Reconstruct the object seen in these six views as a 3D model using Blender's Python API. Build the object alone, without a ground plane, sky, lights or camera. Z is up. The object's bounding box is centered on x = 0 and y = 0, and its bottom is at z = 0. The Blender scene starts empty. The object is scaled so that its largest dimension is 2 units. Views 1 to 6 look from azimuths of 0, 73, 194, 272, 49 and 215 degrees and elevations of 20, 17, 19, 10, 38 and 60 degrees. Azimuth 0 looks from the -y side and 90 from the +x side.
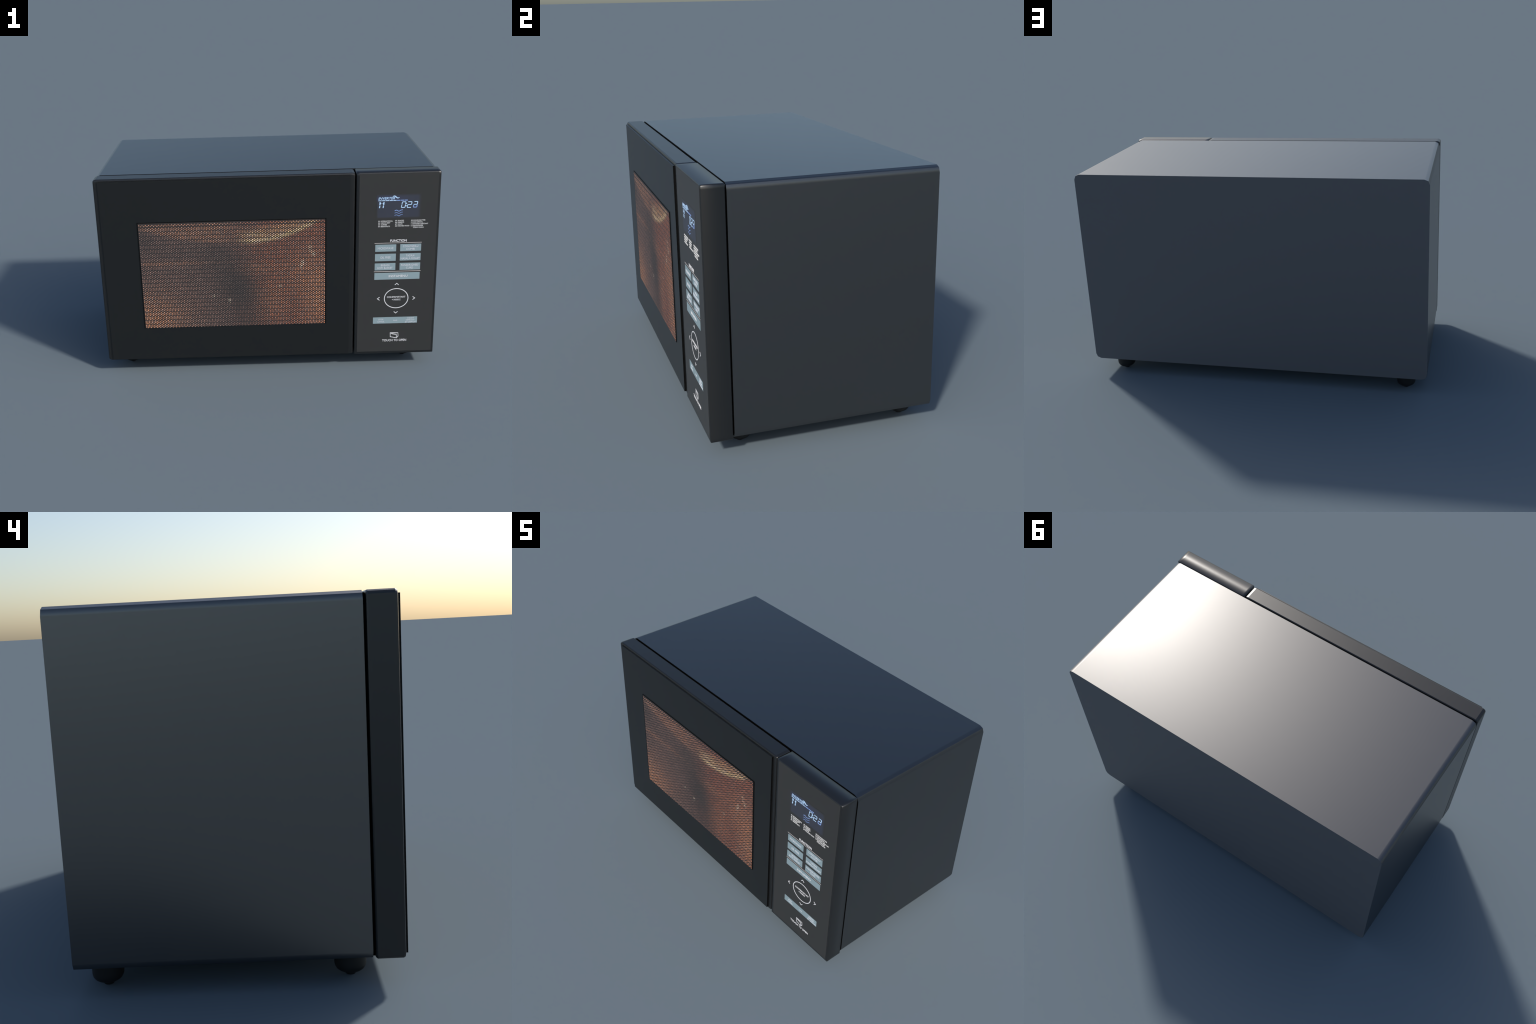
import bpy, bmesh, math, random
from mathutils import Vector

random.seed(7)
scene = bpy.context.scene
COLL = scene.collection

# ------------------------------------------------------------------ sizes (m)
HALF_W = 1.0
Z_BOT, Z_TOP = 0.089, 1.2405
HOUSING_BACK, HOUSING_FRONT = 0.5375, -0.420
CORNER = 0.030
DOOR_X = (-1.0, 0.5080)
PANEL_X = (0.5140, 1.0)
GLASS_X, GLASS_Z, GLASS_Y = (-0.971, 0.479), (0.1003, 1.2272), -0.5342
WINDOW_X, WINDOW_Z, WINDOW_Y = (-0.7628, 0.3412), (0.3068, 0.9782), -0.5370
SCREEN_X, SCREEN_Z = (-0.7570, 0.3338), (0.3078, 0.9745)
PLATE_X, PLATE_Z, PLATE_Y = (0.5316, 0.9866), (0.1046, 1.2345), -0.5300

# ------------------------------------------------------------------ materials
def principled(name, color, rough=0.4, metallic=0.0, spec=0.5, grain=0.0, grain_scale=60.0):
    m = bpy.data.materials.new(name)
    m.use_nodes = True
    nt = m.node_tree
    b = nt.nodes["Principled BSDF"]
    b.inputs["Base Color"].default_value = (*color, 1)
    b.inputs["Roughness"].default_value = rough
    b.inputs["Metallic"].default_value = metallic
    b.inputs["Specular IOR Level"].default_value = spec
    if grain > 0:
        tc = nt.nodes.new("ShaderNodeTexCoord")
        n = nt.nodes.new("ShaderNodeTexNoise")
        n.inputs["Scale"].default_value = grain_scale
        n.inputs["Detail"].default_value = 3
        nt.links.new(tc.outputs["Object"], n.inputs["Vector"])
        mr = nt.nodes.new("ShaderNodeMapRange")
        mr.inputs["To Min"].default_value = rough - grain
        mr.inputs["To Max"].default_value = rough + grain
        nt.links.new(n.outputs["Fac"], mr.inputs["Value"])
        nt.links.new(mr.outputs["Result"], b.inputs["Roughness"])
    return m


class Graph:
    """Tiny helper that writes shader maths as expressions."""
    def __init__(self, mat):
        self.nt = mat.node_tree
        self.bsdf = self.nt.nodes["Principled BSDF"]

    def put(self, value, socket):
        if isinstance(value, (int, float)):
            socket.default_value = value
        elif isinstance(value, tuple):
            socket.default_value = (*value, 1) if len(socket.default_value) == 4 else value
        else:
            self.nt.links.new(value, socket)

    def math(self, op, a, b=0.0, c=0.0):
        n = self.nt.nodes.new("ShaderNodeMath")
        n.operation = op
        for v, s in zip((a, b, c), n.inputs):
            self.put(v, s)
        return n.outputs[0]

    def mix(self, fac, a, b, mode="MIX"):
        n = self.nt.nodes.new("ShaderNodeMix")
        n.data_type = "RGBA"
        n.blend_type = mode
        self.put(fac, n.inputs[0])
        self.put(a, n.inputs[6])
        self.put(b, n.inputs[7])
        return n.outputs[2]

    def smooth(self, v, lo, hi):
        n = self.nt.nodes.new("ShaderNodeMapRange")
        n.interpolation_type = "SMOOTHSTEP"
        self.put(v, n.inputs["Value"])
        n.inputs["From Min"].default_value = lo
        n.inputs["From Max"].default_value = hi
        return n.outputs["Result"]

    def object_xz(self):
        tc = self.nt.nodes.new("ShaderNodeTexCoord")
        s = self.nt.nodes.new("ShaderNodeSeparateXYZ")
        self.nt.links.new(tc.outputs["Object"], s.inputs[0])
        return tc.outputs["Object"], s.outputs["X"], s.outputs["Z"]

    def blob(self, u, v, u0, v0, su, sv, tilt=0.0):
        """Soft elliptical patch, 1 in the middle; tilt leans it sideways with height."""
        du = self.math("SUBTRACT", u, u0)
        dv = self.math("SUBTRACT", v, v0)
        if tilt:
            du = self.math("MULTIPLY_ADD", dv, -tilt, du)
        a = self.math("POWER", self.math("ABSOLUTE", self.math("DIVIDE", du, su)), 2.0)
        b = self.math("POWER", self.math("ABSOLUTE", self.math("DIVIDE", dv, sv)), 2.0)
        return self.math("EXPONENT", self.math("MULTIPLY", self.math("ADD", a, b), -1.0))


HOUSING = principled("painted_steel", (0.160, 0.159, 0.158), rough=0.325, metallic=1.0)
REAR = principled("rear_face_blue_grey", (0.117, 0.118, 0.127), rough=0.5, spec=0.4)  # diffuse blue-grey tuned to the rear's brightness in skylit shade
FRAME = principled("black_frame_plastic", (0.008, 0.0083, 0.0085), rough=0.35, spec=0.7)
PANEL_BODY = principled("black_panel_plastic", (0.006, 0.006, 0.006), rough=0.35, spec=0.9)
GLASS = principled("door_glass", (0.0085, 0.0095, 0.010), rough=0.35, spec=0.5)
EDGE = principled("blackened_glass_edge", (0.002, 0.002, 0.002), rough=0.5, spec=0.2)
GAP_BLACK = principled("gap_filler_black", (0.001, 0.001, 0.001), rough=0.9, spec=0.0)  # near-black filler set just inside the gap behind door and panel
RUBBER = principled("foot_rubber", (0.012, 0.012, 0.012), rough=0.5, spec=0.4)
PLATE = principled("control_plate_glass", (0.035, 0.035, 0.0345), rough=0.4, spec=0.5)
BUTTON = principled("button_print", (0.27, 0.36, 0.395), rough=0.45, grain=0.05)
BUTTON_INK = principled("button_lettering_ink", (0.66, 0.68, 0.73), rough=0.5)
WHITE_INK = principled("white_ink", (0.74, 0.74, 0.76), rough=0.5)
SMALL_INK = principled("small_print_ink", (0.72, 0.72, 0.72), rough=0.5)
RULE_INK = principled("rule_line_ink", (0.50, 0.47, 0.46), rough=0.5)


def led(name, color, glow):
    m = principled(name, color, rough=0.5)
    b = m.node_tree.nodes["Principled BSDF"]
    b.inputs["Emission Color"].default_value = (*color, 1)
    b.inputs["Emission Strength"].default_value = glow
    return m


LED_BRIGHT = led("display_light_pale", (0.44, 0.63, 0.86), 0.10)
LED_BLUE = led("display_light_blue", (0.24, 0.37, 0.72), 0.10)
LED_DIM = led("display_light_dim", (0.17, 0.26, 0.50), 0.06)

# display glass: LED glow painted as a blue tint fading toward its border
DISPLAY_X, DISPLAY_Z = (0.630, 0.893), (0.962, 1.112)
DISPLAY = principled("display_window_glass", (0.04, 0.04, 0.04), rough=0.4)
g = Graph(DISPLAY)
_, X, Z = g.object_xz()
ex = g.math("MULTIPLY", g.smooth(X, DISPLAY_X[0], DISPLAY_X[0] + 0.016), g.smooth(g.math("MULTIPLY", X, -1.0), -DISPLAY_X[1], -DISPLAY_X[1] + 0.022))
ez = g.math("MULTIPLY", g.smooth(Z, DISPLAY_Z[0], DISPLAY_Z[0] + 0.014), g.smooth(g.math("MULTIPLY", Z, -1.0), -DISPLAY_Z[1], -DISPLAY_Z[1] + 0.016))
halo = g.blob(X, Z, 0.70, 1.083, 0.075, 0.014)
tint = g.mix(g.math("MULTIPLY", ex, ez), (0.035, 0.035, 0.0345), (0.043, 0.048, 0.068))
tint = g.mix(g.math("MULTIPLY", halo, 0.75), tint, (0.045, 0.050, 0.125))
g.put(tint, g.bsdf.inputs["Base Color"])


# lit cavity painted into base colour: warm patches, the dark shadow and the lamp's glints
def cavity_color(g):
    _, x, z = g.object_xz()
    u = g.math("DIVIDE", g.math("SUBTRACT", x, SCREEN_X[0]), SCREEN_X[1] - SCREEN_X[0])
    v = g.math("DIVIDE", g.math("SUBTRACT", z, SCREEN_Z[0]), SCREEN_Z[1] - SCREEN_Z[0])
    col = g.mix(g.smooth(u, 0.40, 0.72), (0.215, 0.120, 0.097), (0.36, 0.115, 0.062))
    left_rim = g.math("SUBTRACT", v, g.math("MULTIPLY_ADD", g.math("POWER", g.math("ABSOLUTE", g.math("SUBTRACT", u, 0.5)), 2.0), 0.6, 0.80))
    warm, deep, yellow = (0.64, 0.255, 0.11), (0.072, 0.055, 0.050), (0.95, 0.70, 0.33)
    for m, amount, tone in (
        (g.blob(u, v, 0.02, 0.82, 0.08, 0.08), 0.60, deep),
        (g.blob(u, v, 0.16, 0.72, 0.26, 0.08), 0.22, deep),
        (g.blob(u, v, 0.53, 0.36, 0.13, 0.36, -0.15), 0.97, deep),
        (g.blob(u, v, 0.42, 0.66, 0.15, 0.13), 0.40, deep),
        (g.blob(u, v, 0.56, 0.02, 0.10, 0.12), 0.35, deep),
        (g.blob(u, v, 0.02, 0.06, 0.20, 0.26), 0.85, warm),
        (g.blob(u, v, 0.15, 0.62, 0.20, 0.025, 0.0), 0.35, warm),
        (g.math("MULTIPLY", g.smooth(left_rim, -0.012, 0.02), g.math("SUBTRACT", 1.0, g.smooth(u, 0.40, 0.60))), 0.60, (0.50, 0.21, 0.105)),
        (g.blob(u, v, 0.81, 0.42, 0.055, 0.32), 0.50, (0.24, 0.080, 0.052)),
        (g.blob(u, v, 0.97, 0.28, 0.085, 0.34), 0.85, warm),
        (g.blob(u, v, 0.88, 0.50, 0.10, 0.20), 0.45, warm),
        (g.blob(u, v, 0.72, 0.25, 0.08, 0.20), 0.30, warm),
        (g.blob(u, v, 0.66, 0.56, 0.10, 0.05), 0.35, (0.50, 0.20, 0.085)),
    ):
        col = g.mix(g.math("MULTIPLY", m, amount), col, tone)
    # painted lamp reflection: a crescent below the top edge, brightest along its lower rim
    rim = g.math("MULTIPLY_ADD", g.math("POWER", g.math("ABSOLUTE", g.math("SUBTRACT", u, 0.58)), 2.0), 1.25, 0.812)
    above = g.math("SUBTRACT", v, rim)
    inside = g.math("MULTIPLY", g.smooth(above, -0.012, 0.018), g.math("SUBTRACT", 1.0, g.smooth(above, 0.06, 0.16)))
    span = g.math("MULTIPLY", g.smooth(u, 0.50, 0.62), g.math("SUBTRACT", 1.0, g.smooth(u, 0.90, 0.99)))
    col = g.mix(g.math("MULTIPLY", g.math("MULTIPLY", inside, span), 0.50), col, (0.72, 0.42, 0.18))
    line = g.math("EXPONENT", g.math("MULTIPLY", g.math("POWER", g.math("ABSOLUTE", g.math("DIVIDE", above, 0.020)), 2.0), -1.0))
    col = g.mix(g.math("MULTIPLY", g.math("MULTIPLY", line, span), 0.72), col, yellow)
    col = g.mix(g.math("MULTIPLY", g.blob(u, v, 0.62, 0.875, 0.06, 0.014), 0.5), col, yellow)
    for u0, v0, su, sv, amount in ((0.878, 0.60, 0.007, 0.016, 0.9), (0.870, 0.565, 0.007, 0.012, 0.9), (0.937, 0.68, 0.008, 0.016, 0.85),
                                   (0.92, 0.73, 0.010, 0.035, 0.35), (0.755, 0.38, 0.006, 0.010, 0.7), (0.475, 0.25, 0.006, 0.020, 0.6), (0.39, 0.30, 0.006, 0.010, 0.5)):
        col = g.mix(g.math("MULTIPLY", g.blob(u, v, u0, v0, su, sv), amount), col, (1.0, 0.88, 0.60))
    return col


HOLE = principled("painted_cavity_light", (0.3, 0.2, 0.1), rough=0.6, spec=0.2)
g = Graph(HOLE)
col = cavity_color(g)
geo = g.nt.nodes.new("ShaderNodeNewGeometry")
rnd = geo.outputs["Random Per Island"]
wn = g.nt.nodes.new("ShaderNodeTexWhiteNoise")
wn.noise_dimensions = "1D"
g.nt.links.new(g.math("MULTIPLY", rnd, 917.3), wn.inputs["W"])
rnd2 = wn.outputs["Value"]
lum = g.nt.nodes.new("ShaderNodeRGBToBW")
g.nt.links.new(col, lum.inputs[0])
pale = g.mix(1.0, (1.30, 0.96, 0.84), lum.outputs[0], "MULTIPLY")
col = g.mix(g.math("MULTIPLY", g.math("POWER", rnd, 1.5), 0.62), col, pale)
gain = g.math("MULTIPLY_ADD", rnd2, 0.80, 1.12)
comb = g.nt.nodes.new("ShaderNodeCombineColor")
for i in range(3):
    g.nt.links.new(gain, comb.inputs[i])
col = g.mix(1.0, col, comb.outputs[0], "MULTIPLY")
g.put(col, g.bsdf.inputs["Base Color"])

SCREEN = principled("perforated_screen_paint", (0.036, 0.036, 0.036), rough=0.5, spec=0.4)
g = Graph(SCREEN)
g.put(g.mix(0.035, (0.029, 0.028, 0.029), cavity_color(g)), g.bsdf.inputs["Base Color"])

# ------------------------------------------------------------------ mesh helpers
ROOT = bpy.data.objects.new("microwave_oven", None)
COLL.objects.link(ROOT)
ROOT["label"] = "black countertop microwave oven with perforated window and touch panel"
ROOT["category"] = "microwave oven"


def place(name, mesh, parent=ROOT, mat=None):
    ob = bpy.data.objects.new(name, mesh)
    COLL.objects.link(ob)
    ob.parent = parent
    if mat and not mesh.materials:
        mesh.materials.append(mat)
    return ob


def finish(bm, name, smooth=True, angle=30):
    bmesh.ops.recalc_face_normals(bm, faces=bm.faces[:])
    me = bpy.data.meshes.new(name)
    bm.to_mesh(me)
    bm.free()
    me.polygons.foreach_set("use_smooth", [smooth] * len(me.polygons))
    if smooth and angle:
        me.set_sharp_from_angle(angle=math.radians(angle))
    return me


def round_rect(x0, x1, z0, z1, r, seg, inset=0.0):
    x0, x1, z0, z1, r = x0 + inset, x1 - inset, z0 + inset, z1 - inset, max(r - inset, 0.0005)
    pts = []
    for cx, cz, a0 in ((x1 - r, z1 - r, 0), (x0 + r, z1 - r, 90), (x0 + r, z0 + r, 180), (x1 - r, z0 + r, 270)):
        for k in range(seg + 1):
            a = math.radians(a0 + 90 * k / seg)
            pts.append((cx + r * math.cos(a), cz + r * math.sin(a)))
    return pts


def loft(rings):
    """rings: list of (y, [(x, z)...]) joined into one closed body."""
    bm = bmesh.new()
    loops = [[bm.verts.new((x, y, z)) for x, z in pts] for y, pts in rings]
    n = len(loops[0])
    for a, b in zip(loops, loops[1:]):
        for i in range(n):
            j = (i + 1) % n
            bm.faces.new((a[i], a[j], b[j], b[i]))
    bm.faces.new(loops[0])
    bm.faces.new(loops[-1])
    return bm


def slab(x0, x1, y0, y1, z0, z1):
    return loft([(y, [(x1, z1), (x0, z1), (x0, z0), (x1, z0)]) for y in (y0, y1)])


# ------------------------------------------------------------------ housing
bm = loft([(y, round_rect(-HALF_W, HALF_W, Z_BOT, Z_TOP, CORNER, 2)) for y in (HOUSING_BACK, HOUSING_FRONT)])
me = finish(bm, "housing")
# flat sides keep their own normals; the corner facets blend into them
broad = {}
for p in me.polygons:
    if p.area > 0.2:
        for v in p.vertices:
            broad.setdefault(v, []).append(p.normal.copy())
normals = []
for p in me.polygons:
    for v in p.vertices:
        n = p.normal
        if p.area <= 0.2:
            for q in broad.get(v, []):
                if q.dot(p.normal) > 0.87:
                    n = q
        normals.append(tuple(n))
me.normals_split_custom_set(normals)
me.materials.append(HOUSING)
me.materials.append(REAR)
for p in me.polygons:
    p.material_index = 1 if p.normal.y > 0.9 else 0
housing = place("housing", me, mat=HOUSING)

bm = loft([(y, round_rect(-HALF_W, HALF_W, Z_BOT, Z_TOP, CORNER, 4, 0.007)) for y in (-0.410, -0.427)])
place("gap_filler", finish(bm, "gap_filler", smooth=False), mat=GAP_BLACK)

# ------------------------------------------------------------------ door
def door_outline(d):
    """Shallow two-step chamfers at the corners, flatter next to the control panel."""
    x0, x1, zt, zb = DOOR_X[0] + d, DOOR_X[1] - d, Z_TOP - d, Z_BOT + d
    right = ((0.0165, 0.0), (0.0035, 0.0026), (0.0012, 0.0060), (0.0, 0.0105))
    left = ((0.0175, 0.0), (0.0050, 0.0045), (0.0015, 0.0085), (0.0, 0.0135))
    return ([(x1 - a, zt - b) for a, b in reversed(right)] + [(x0 + a, zt - b) for a, b in left]
            + [(x0 + a, zb + b) for a, b in reversed(left)] + [(x1 - a, zb + b) for a, b in right])


rings = [(y, door_outline(d)) for y, d in ((-0.4275, 0.009), (-0.4305, 0.0028), (-0.4350, 0.0), (-0.5165, 0.0), (-0.5225, 0.0025), (-0.5250, 0.0085))]
door = place("door", finish(loft(rings), "door", smooth=False), mat=FRAME)

bm = slab(*GLASS_X, -0.5245, GLASS_Y, *GLASS_Z)
me = finish(bm, "door_glass", smooth=False)
me.materials.append(GLASS)
me.materials.append(EDGE)
for p in me.polygons:
    p.material_index = 1 if abs(p.normal.x) > 0.9 else 0
place("door_glass", me, door)

bm = slab(*WINDOW_X, GLASS_Y + 0.0004, WINDOW_Y, *WINDOW_Z)
place("window_frame", finish(bm, "window_frame", smooth=False), door, EDGE)

bm = slab(*SCREEN_X, WINDOW_Y + 0.001, WINDOW_Y - 0.0003, *SCREEN_Z)
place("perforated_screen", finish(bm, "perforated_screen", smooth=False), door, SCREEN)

# screen holes as discs coloured with cavity light: zigzag paired rows, 9.6 mm columns
COL_PITCH, ROW_PERIOD, PAIR, STAGGER, HOLE_R = 0.00957, 0.0268, 0.0112, 0.0057, 0.0032
bm = bmesh.new()
cols = int((SCREEN_X[1] - SCREEN_X[0]) / COL_PITCH)
levels = [SCREEN_Z[1] - 0.0085]
zz = SCREEN_Z[1] - 0.0275
while zz > SCREEN_Z[0]:
    levels += [zz, zz - PAIR]
    zz -= ROW_PERIOD
for c in range(cols + 1):
    cx = SCREEN_X[1] - 0.0035 - c * COL_PITCH
    for lv in levels:
        cz = lv - (STAGGER if c % 2 == 0 else 0.0) - 0.0035 * (cx - SCREEN_X[1]) * -1.0
        r = HOLE_R * random.uniform(0.9, 1.08)
        ring = []
        for k in range(8):
            a = math.pi * (k + 0.5) / 4
            x = min(max(cx + r * math.cos(a), SCREEN_X[0]), SCREEN_X[1])
            z = min(max(cz + r * math.sin(a), SCREEN_Z[0]), SCREEN_Z[1])
            ring.append((x, z))
        w = max(p[0] for p in ring) - min(p[0] for p in ring)
        h = max(p[1] for p in ring) - min(p[1] for p in ring)
        if w < 0.002 or h < 0.002:
            continue
        y = WINDOW_Y - 0.0005
        try:
            f = bm.faces.new([bm.verts.new((x, y, z)) for x, z in ring])
        except ValueError:
            continue
bmesh.ops.dissolve_degenerate(bm, dist=1e-6, edges=bm.edges[:])
for f in bm.faces:
    if f.normal.y > 0:
        f.normal_flip()
me = bpy.data.meshes.new("screen_hole")
bm.to_mesh(me)
bm.free()
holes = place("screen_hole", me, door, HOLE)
holes["kind"] = "stuff"

# ------------------------------------------------------------------ control panel
def gridded_box(xs, ys, zs):
    bm = bmesh.new()
    nx, ny, nz = len(xs), len(ys), len(zs)
    cache = {}

    def v(i, j, k):
        if (i, j, k) not in cache:
            cache[(i, j, k)] = bm.verts.new((xs[i], ys[j], zs[k]))
        return cache[(i, j, k)]
    for i in range(nx - 1):
        for j in range(ny - 1):
            for k in (0, nz - 1):
                bm.faces.new((v(i, j, k), v(i + 1, j, k), v(i + 1, j + 1, k), v(i, j + 1, k)))
    for i in range(nx - 1):
        for k in range(nz - 1):
            for j in (0, ny - 1):
                bm.faces.new((v(i, j, k), v(i + 1, j, k), v(i + 1, j, k + 1), v(i, j, k + 1)))
    for j in range(ny - 1):
        for k in range(nz - 1):
            for i in (0, nx - 1):
                bm.faces.new((v(i, j, k), v(i, j + 1, k), v(i, j + 1, k + 1), v(i, j, k + 1)))
    return bm


ZT = 1.2402
bm = gridded_box([PANEL_X[0], PANEL_X[0] + 0.018, PANEL_X[1] - 0.018, PANEL_X[1]], [-0.5288, -0.4255], [Z_BOT, Z_BOT + 0.018, ZT - 0.018, ZT])
bmesh.ops.recalc_face_normals(bm, faces=bm.faces[:])
hard = [e for e in bm.edges if e.calc_face_angle(0) > 1.0]
bmesh.ops.bevel(bm, geom=hard, offset=0.0038, segments=1, affect="EDGES", profile=0.5)
panel = place("control_panel", finish(bm, "control_panel", angle=None), mat=PANEL_BODY)

bm = slab(*PLATE_X, -0.5280, PLATE_Y, *PLATE_Z)
place("control_plate", finish(bm, "control_plate", smooth=False), panel, PLATE)

INK_Y = PLATE_Y - 0.0004


def print_slab(name, x0, x1, z0, z1, mat, lift=0.0004, shear=0.0):
    y0, y1 = PLATE_Y + 0.0003, PLATE_Y - lift
    bm = loft([(y, [(x1 + shear, z1), (x0 + shear, z1), (x0, z0), (x1, z0)]) for y in (y0, y1)])
    return place(name, finish(bm, name, smooth=False), panel, mat)


def ribbon(name, strokes, width, mat, lift=0.0006, taper=None):
    """Flat raised strokes along polylines in the panel plane."""
    bm = bmesh.new()
    for pts in strokes:
        n = len(pts)
        left, right = [], []
        for i, p in enumerate(pts):
            a, b = pts[max(i - 1, 0)], pts[min(i + 1, n - 1)]
            closed = n > 2 and pts[0] == pts[-1]
            if closed and i in (0, n - 1):
                a, b = pts[n - 2], pts[1]
            d = Vector((b[0] - a[0], b[1] - a[1])).normalized()
            w = width / 2 * (taper(i / (n - 1)) if taper else 1.0)
            # mitre so a bent stroke keeps its width
            if 0 < i < n - 1 or closed:
                e = Vector((p[0] - a[0], p[1] - a[1])).normalized()
                w /= max(0.5, d.dot(e))
            left.append((p[0] - d.y * w, p[1] + d.x * w))
            right.append((p[0] + d.y * w, p[1] - d.x * w))
        y1, y0 = PLATE_Y - lift, PLATE_Y + 0.0002
        lf = [bm.verts.new((x, y1, z)) for x, z in left]
        rf = [bm.verts.new((x, y1, z)) for x, z in right]
        lb = [bm.verts.new((x, y0, z)) for x, z in left]
        rb = [bm.verts.new((x, y0, z)) for x, z in right]
        for i in range(n - 1):
            bm.faces.new((lf[i], rf[i], rf[i + 1], lf[i + 1]))
            bm.faces.new((lf[i + 1], lb[i + 1], lb[i], lf[i]))
            bm.faces.new((rf[i], rb[i], rb[i + 1], rf[i + 1]))
        if pts[0] != pts[-1]:
            bm.faces.new((lf[0], lb[0], rb[0], rf[0]))
            bm.faces.new((lf[-1], rf[-1], rb[-1], lb[-1]))
    return place(name, finish(bm, name, smooth=False), panel, mat)


def lettering(words, x0, x1, z0, z1, mat, bold=0.0, slant=0.0, lift=0.0007, name="lettering"):
    """Words in the built-in font, fitted to the box x0..x1, z0..z1 (capital height)."""
    cu = bpy.data.curves.new(name, "FONT")
    cu.body = words
    cu.size = 1.0
    cu.extrude = 0.02
    cu.resolution_u = 3
    cu.shear = slant
    tmp = bpy.data.objects.new("tmp", cu)
    COLL.objects.link(tmp)
    dg = bpy.context.evaluated_depsgraph_get()
    me = bpy.data.meshes.new_from_object(tmp.evaluated_get(dg))
    me.name = name
    bpy.data.objects.remove(tmp)
    bpy.data.curves.remove(cu)
    me.materials.clear()
    xs = [v.co.x for v in me.vertices]
    lo, hi = min(xs), max(xs)
    cap = 0.729          # capital height of the built-in font at size 1
    # heavier weights are overprinted: each pass shifted a little and laid on the last
    spread = bold * (z1 - z0) / cap
    passes = ((-spread, 0.0), (spread, 0.0), (0.0, spread), (0.0, -spread)) if bold else ((0.0, 0.0),)
    flat = [v.co.copy() for v in me.vertices]
    faces = [tuple(p.vertices) for p in me.polygons]
    verts, polys = [], []
    for k, (dx, dz) in enumerate(passes):
        base = len(verts)
        for c in flat:
            y = PLATE_Y - lift - 0.00005 * k if c.z > 0 else PLATE_Y + 0.0002 + 0.00003 * k
            verts.append((x0 + spread + (c.x - lo) / (hi - lo) * (x1 - x0 - 2 * spread) + dx, y, z0 + c.y / cap * (z1 - z0) + dz))
        polys += [tuple(i + base for i in f) for f in faces]
    bpy.data.meshes.remove(me)
    me = bpy.data.meshes.new(name)
    me.from_pydata(verts, [], polys)
    me.polygons.foreach_set("use_smooth", [False] * len(me.polygons))
    return place(name, me, panel, mat)


# --- display
print_slab("display_window", *DISPLAY_X, *DISPLAY_Z, DISPLAY)
lettering("INVERTER", 0.6415, 0.7380, 1.0788, 1.0935, LED_BRIGHT, bold=0.022, slant=0.25, lift=0.0010, name="display_lettering")
wave = [(0.7250 + 0.0385 * t / 16, 1.0925 + 0.0062 * math.sin(math.pi * (0.15 + 1.75 * t / 16))) for t in range(17)]
ribbon("display_swoosh", [wave], 0.0068, LED_BRIGHT, lift=0.0012, taper=lambda t: 0.35 + 0.65 * math.sin(math.pi * min(1, t * 0.95 + 0.05)))
pitch = (0.8145 - 0.6415) / 8
for k in range(8):
    a = 0.6415 + k * pitch
    print_slab("display_bar", a, a + pitch - 0.0026, 1.0698, 1.0745, LED_BRIGHT if k < 5 else LED_BLUE, 0.0009)


def digit(x0, x1, z0, z1, segs, mats):
    """Seven-segment figure leaning to the right."""
    zm, w, lean = (z0 + z1) / 2, 0.0045, 0.0058
    sx = lambda x, z: x + lean * (z - z0) / (z1 - z0)
    g_ = 0.0012
    line = {"a": ((x0, z1), (x1, z1)), "d": ((x0, z0), (x1, z0)), "g": ((x0, zm), (x1, zm)),
            "f": ((x0, z1 - g_), (x0, zm + g_)), "b": ((x1, z1 - g_), (x1, zm + g_)),
            "e": ((x0, zm - g_), (x0, z0 + g_)), "c": ((x1, zm - g_), (x1, z0 + g_))}
    for s in segs:
        (ax, az), (bx, bz) = line[s]
        ribbon("display_segment", [[(sx(ax, az), az), (sx(bx, bz), bz)]], w, mats.get(s, LED_BRIGHT), lift=0.0009 if s in "adg" else 0.0010)


digit(0.7755, 0.7962, 1.0283, 1.0622, "abcdef", {})
digit(0.8092, 0.8310, 1.0275, 1.0618, "abged", {})
digit(0.8447, 0.8645, 1.0283, 1.0622, "abgcde", {"e": LED_BLUE, "c": LED_BLUE, "d": LED_BLUE})
for cx, cz in ((0.8055, 1.0518), (0.8032, 1.0385)):
    print_slab("display_segment", cx - 0.0028, cx + 0.0028, cz - 0.0028, cz + 0.0028, LED_BRIGHT, 0.0009)
ribbon("display_segment", [[(0.6490, 1.0280), (0.6515, 1.0435)], [(0.6700, 1.0280), (0.6725, 1.0435)]], 0.0062, LED_BRIGHT)
for base, tip in (((0.6505, 1.0640), (0.6600, 1.0555)), ((0.6762, 1.0640), (0.6660, 1.0555))):
    bmx = bmesh.new()
    low = (base[0] - 0.0018, 1.0470)
    out = (base[0] - 0.0020 if tip[0] > base[0] else base[0] + 0.0016, 1.0640)
    inn = (base[0] + (0.0030 if tip[0] > base[0] else -0.0030), 1.0640)
    bot = (low[0] + (0.0035 if tip[0] > base[0] else -0.0035), 1.0470)
    tri = [out, inn, tip, bot, (low[0] - 0.001 if tip[0] > base[0] else low[0] + 0.0022, 1.0470)]
    fr = [bmx.verts.new((x, PLATE_Y - 0.0008, z)) for x, z in tri]
    bk = [bmx.verts.new((x, PLATE_Y + 0.0002, z)) for x, z in tri]
    bmx.faces.new(fr)
    for i in range(len(tri)):
        j = (i + 1) % len(tri)
        bmx.faces.new((fr[i], fr[j], bk[j], bk[i]))
    place("display_segment", finish(bmx, "display_segment", smooth=False), panel, LED_BRIGHT)
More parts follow.
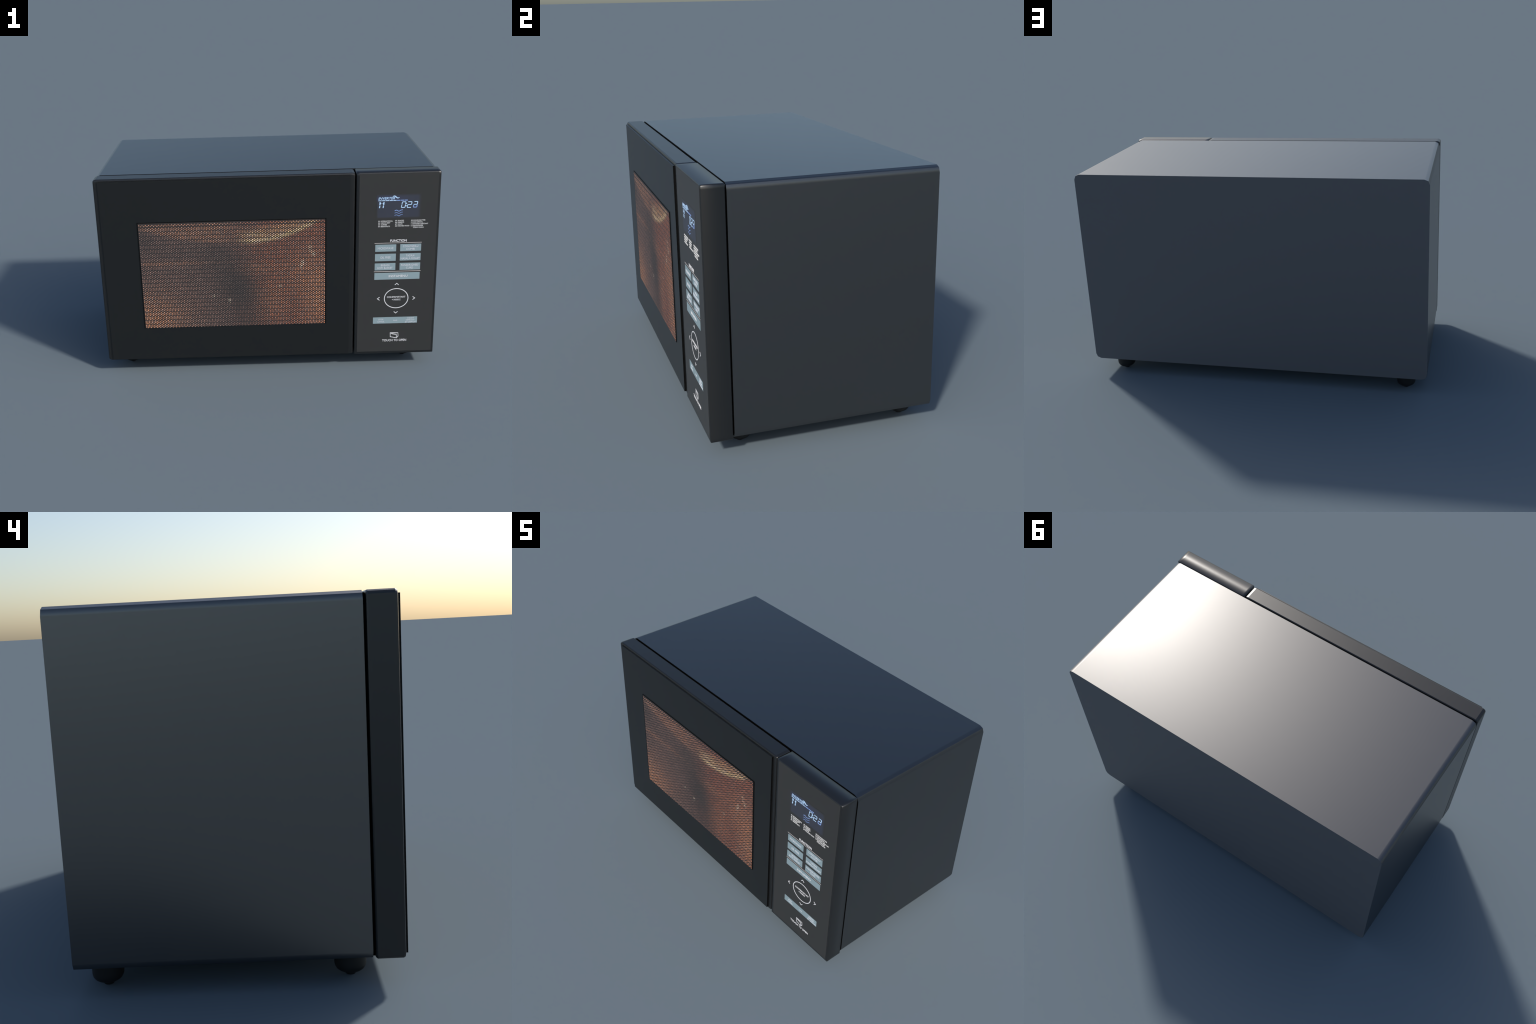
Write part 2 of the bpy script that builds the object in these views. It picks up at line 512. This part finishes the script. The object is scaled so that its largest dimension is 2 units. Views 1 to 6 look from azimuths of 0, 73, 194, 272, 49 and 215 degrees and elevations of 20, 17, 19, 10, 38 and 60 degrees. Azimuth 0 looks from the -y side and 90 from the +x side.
for row, (zc, m) in enumerate(((1.0105, LED_BLUE), (0.9965, LED_DIM), (0.9820, LED_DIM))):
    dashes = []
    knots = [(0.7375, -0.0025), (0.7440, 0.0020), (0.7500, 0.0030), (0.7555, -0.0010), (0.7625, -0.0050), (0.7690, -0.0010), (0.7770, 0.0035), (0.7850, 0.0035)]
    for a, b in zip(knots, knots[1:]):
        p, q = Vector(a), Vector(b)
        dashes.append([tuple(p.lerp(q, 0.10) + Vector((0, zc))), tuple(p.lerp(q, 0.90) + Vector((0, zc)))])
    ribbon("display_wave", dashes, 0.0042, m)

# --- list of automatic menus
ROW_H = 0.0072
menus = (
    (0.6440, 0.6535, 0.6590, 0.9440, (("01", "INTERNATIONAL", 0.7285), ("02", "INDIA'S BEST", 0.7145), ("03", "CURRIES", 0.6955), ("04", "BREAKFASTS", 0.7125))),
    (0.7427, 0.7530, 0.7575, 0.9455, (("05", "SNACKS", 0.7933), ("06", "DESERTS", 0.7948), ("07", "SOUPS", 0.7855), ("08", "STEAMED FOOD", 0.8261))),
    (0.8353, 0.8450, 0.8482, 0.9450, (("09", "DOUGH/BATTER", 0.9190), ("10", "KIDS SPECIAL", 0.9053), ("11", "KITCHEN ASSISTANT", 0.9355), ("12", "DEODORIZER", 0.9062), ("", "STEAM CLEAN", 0.9104))),
)
for nx0, nx1, tx0, z_first, rows in menus:
    for k, (num, words, tx1) in enumerate(rows):
        zb = z_first - 0.0109 * k
        if num:
            lettering(num, nx0, nx1, zb, zb + ROW_H, SMALL_INK, bold=0.020)
        lettering(words, tx0, tx1, zb, zb + ROW_H, SMALL_INK, bold=0.020)

# --- touch keys
lettering("FUNCTION", 0.7172, 0.8146, 0.8186, 0.8334, WHITE_INK, bold=0.03)
print_slab("rule_line", 0.6255, 0.9032, 0.8100, 0.8132, RULE_INK)
print_slab("rule_line", 0.6255, 0.9032, 0.6304, 0.6342, RULE_INK)
keys = (
    (0.6305, 0.7537, 0.7588, 0.8026, (("MICROWAVE", 0.6450, 0.7372, 0.7730),)),
    (0.7776, 0.9006, 0.7586, 0.8029, (("CONV/GRILL/", 0.7930, 0.8860, 0.7835), ("COMBI", 0.8130, 0.8640, 0.7660))),
    (0.6300, 0.7532, 0.6991, 0.7444, (("OIL FREE", 0.6614, 0.7222, 0.7150),)),
    (0.7771, 0.8998, 0.6994, 0.7441, (("TADKA/", 0.8130, 0.8650, 0.7245), ("MASALA ROAST", 0.7820, 0.8950, 0.7070))),
    (0.6296, 0.7525, 0.6408, 0.6853, (("BREAD/", 0.6660, 0.7190, 0.6665), ("ROTI BASKET", 0.6460, 0.7360, 0.6490))),
    (0.7773, 0.8994, 0.6406, 0.6846, (("PANEER/GHEE/", 0.7860, 0.8890, 0.6650), ("CURD", 0.8160, 0.8580, 0.6478))),
    (0.6290, 0.8987, 0.5806, 0.6238, (("INSTAMENU", 0.7147, 0.8264, 0.5956),)),
    (0.6270, 0.8953, 0.2925, 0.3341, (("STOP/", 0.6600, 0.6905, 0.3150), ("CANCEL", 0.6540, 0.6972, 0.3008), ("Lock", 0.7507, 0.7755, 0.3085),
                                      ("WEIGHT", 0.8326, 0.8755, 0.3208), ("DEFROST/", 0.8272, 0.8796, 0.3084), ("JET DEFROST", 0.8211, 0.8925, 0.2950))),
)
for x0, x1, z0, z1, lines in keys:
    print_slab("touch_key", x0, x1, z0, z1, BUTTON, 0.0006)
    for words, a, b, zb in lines:
        big = words in ("MICROWAVE", "OIL FREE", "INSTAMENU")
        low_bar = z0 < 0.3
        h = 0.0138 if big else (0.0090 if low_bar else 0.0125)
        lettering(words, a, b, zb, zb + h, WHITE_INK if words == "INSTAMENU" else BUTTON_INK, bold=0.016 if words == "INSTAMENU" else 0.006, lift=0.0010)

# --- confirm dial, arrows
cx, cz, rx, rz = 0.7637, 0.4575, 0.0712, 0.0628
ring = [(cx + rx * math.cos(2 * math.pi * k / 72), cz + rz * math.sin(2 * math.pi * k / 72)) for k in range(72)]
ribbon("confirm_ring", [ring + [ring[0]]], 0.0047, WHITE_INK)
lettering("CONFIRM/START", 0.7075, 0.8190, 0.4612, 0.4715, WHITE_INK, bold=0.015)
lettering("+30SEC", 0.7377, 0.7904, 0.4443, 0.4540, WHITE_INK, bold=0.015)
for pts in ([(0.7530, 0.5442), (0.7643, 0.5548), (0.7757, 0.5442)], [(0.7518, 0.3705), (0.7633, 0.3600), (0.7745, 0.3705)],
            [(0.6632, 0.4670), (0.6502, 0.4568), (0.6634, 0.4466)], [(0.8624, 0.4666), (0.8756, 0.4563), (0.8628, 0.4461)]):
    ribbon("arrow_mark", [pts], 0.0040, WHITE_INK)

# --- door opener mark
ribbon("door_mark", [[(0.7725, 0.1935), (0.7350, 0.2020), (0.7345, 0.2275), (0.7822, 0.2275), (0.7828, 0.2050), (0.7735, 0.1935)],
                     [(0.7355, 0.2262), (0.7480, 0.2205), (0.7722, 0.2160), (0.7727, 0.1950)]], 0.0040, WHITE_INK)
lettering("TOUCH TO OPEN", 0.6858, 0.8338, 0.1718, 0.1860, WHITE_INK, bold=0.016)

# ------------------------------------------------------------------ feet
profile = [(0.0, 0.0), (0.0150, 0.0), (0.0180, 0.003), (0.0192, 0.0105), (0.0270, 0.0128), (0.0385, 0.0165), (0.0460, 0.0225), (0.0512, 0.0315), (0.0532, 0.0420), (0.0532, 0.0905)]
bm = bmesh.new()
N = 40
rows = []
for r, z in profile[1:]:
    rows.append([bm.verts.new((r * math.cos(2 * math.pi * k / N), r * math.sin(2 * math.pi * k / N), z)) for k in range(N)])
for a, b in zip(rows, rows[1:]):
    for k in range(N):
        bm.faces.new((a[k], a[(k + 1) % N], b[(k + 1) % N], b[k]))
bm.faces.new(rows[0])
bm.faces.new(rows[-1])
foot_mesh = finish(bm, "foot", angle=50)
for x, y in ((-0.878, -0.356), (0.843, -0.356), (-0.878, 0.451), (0.843, 0.451)):
    f = place("foot", foot_mesh, ROOT, RUBBER)
    f.location = (x, y, 0.0)
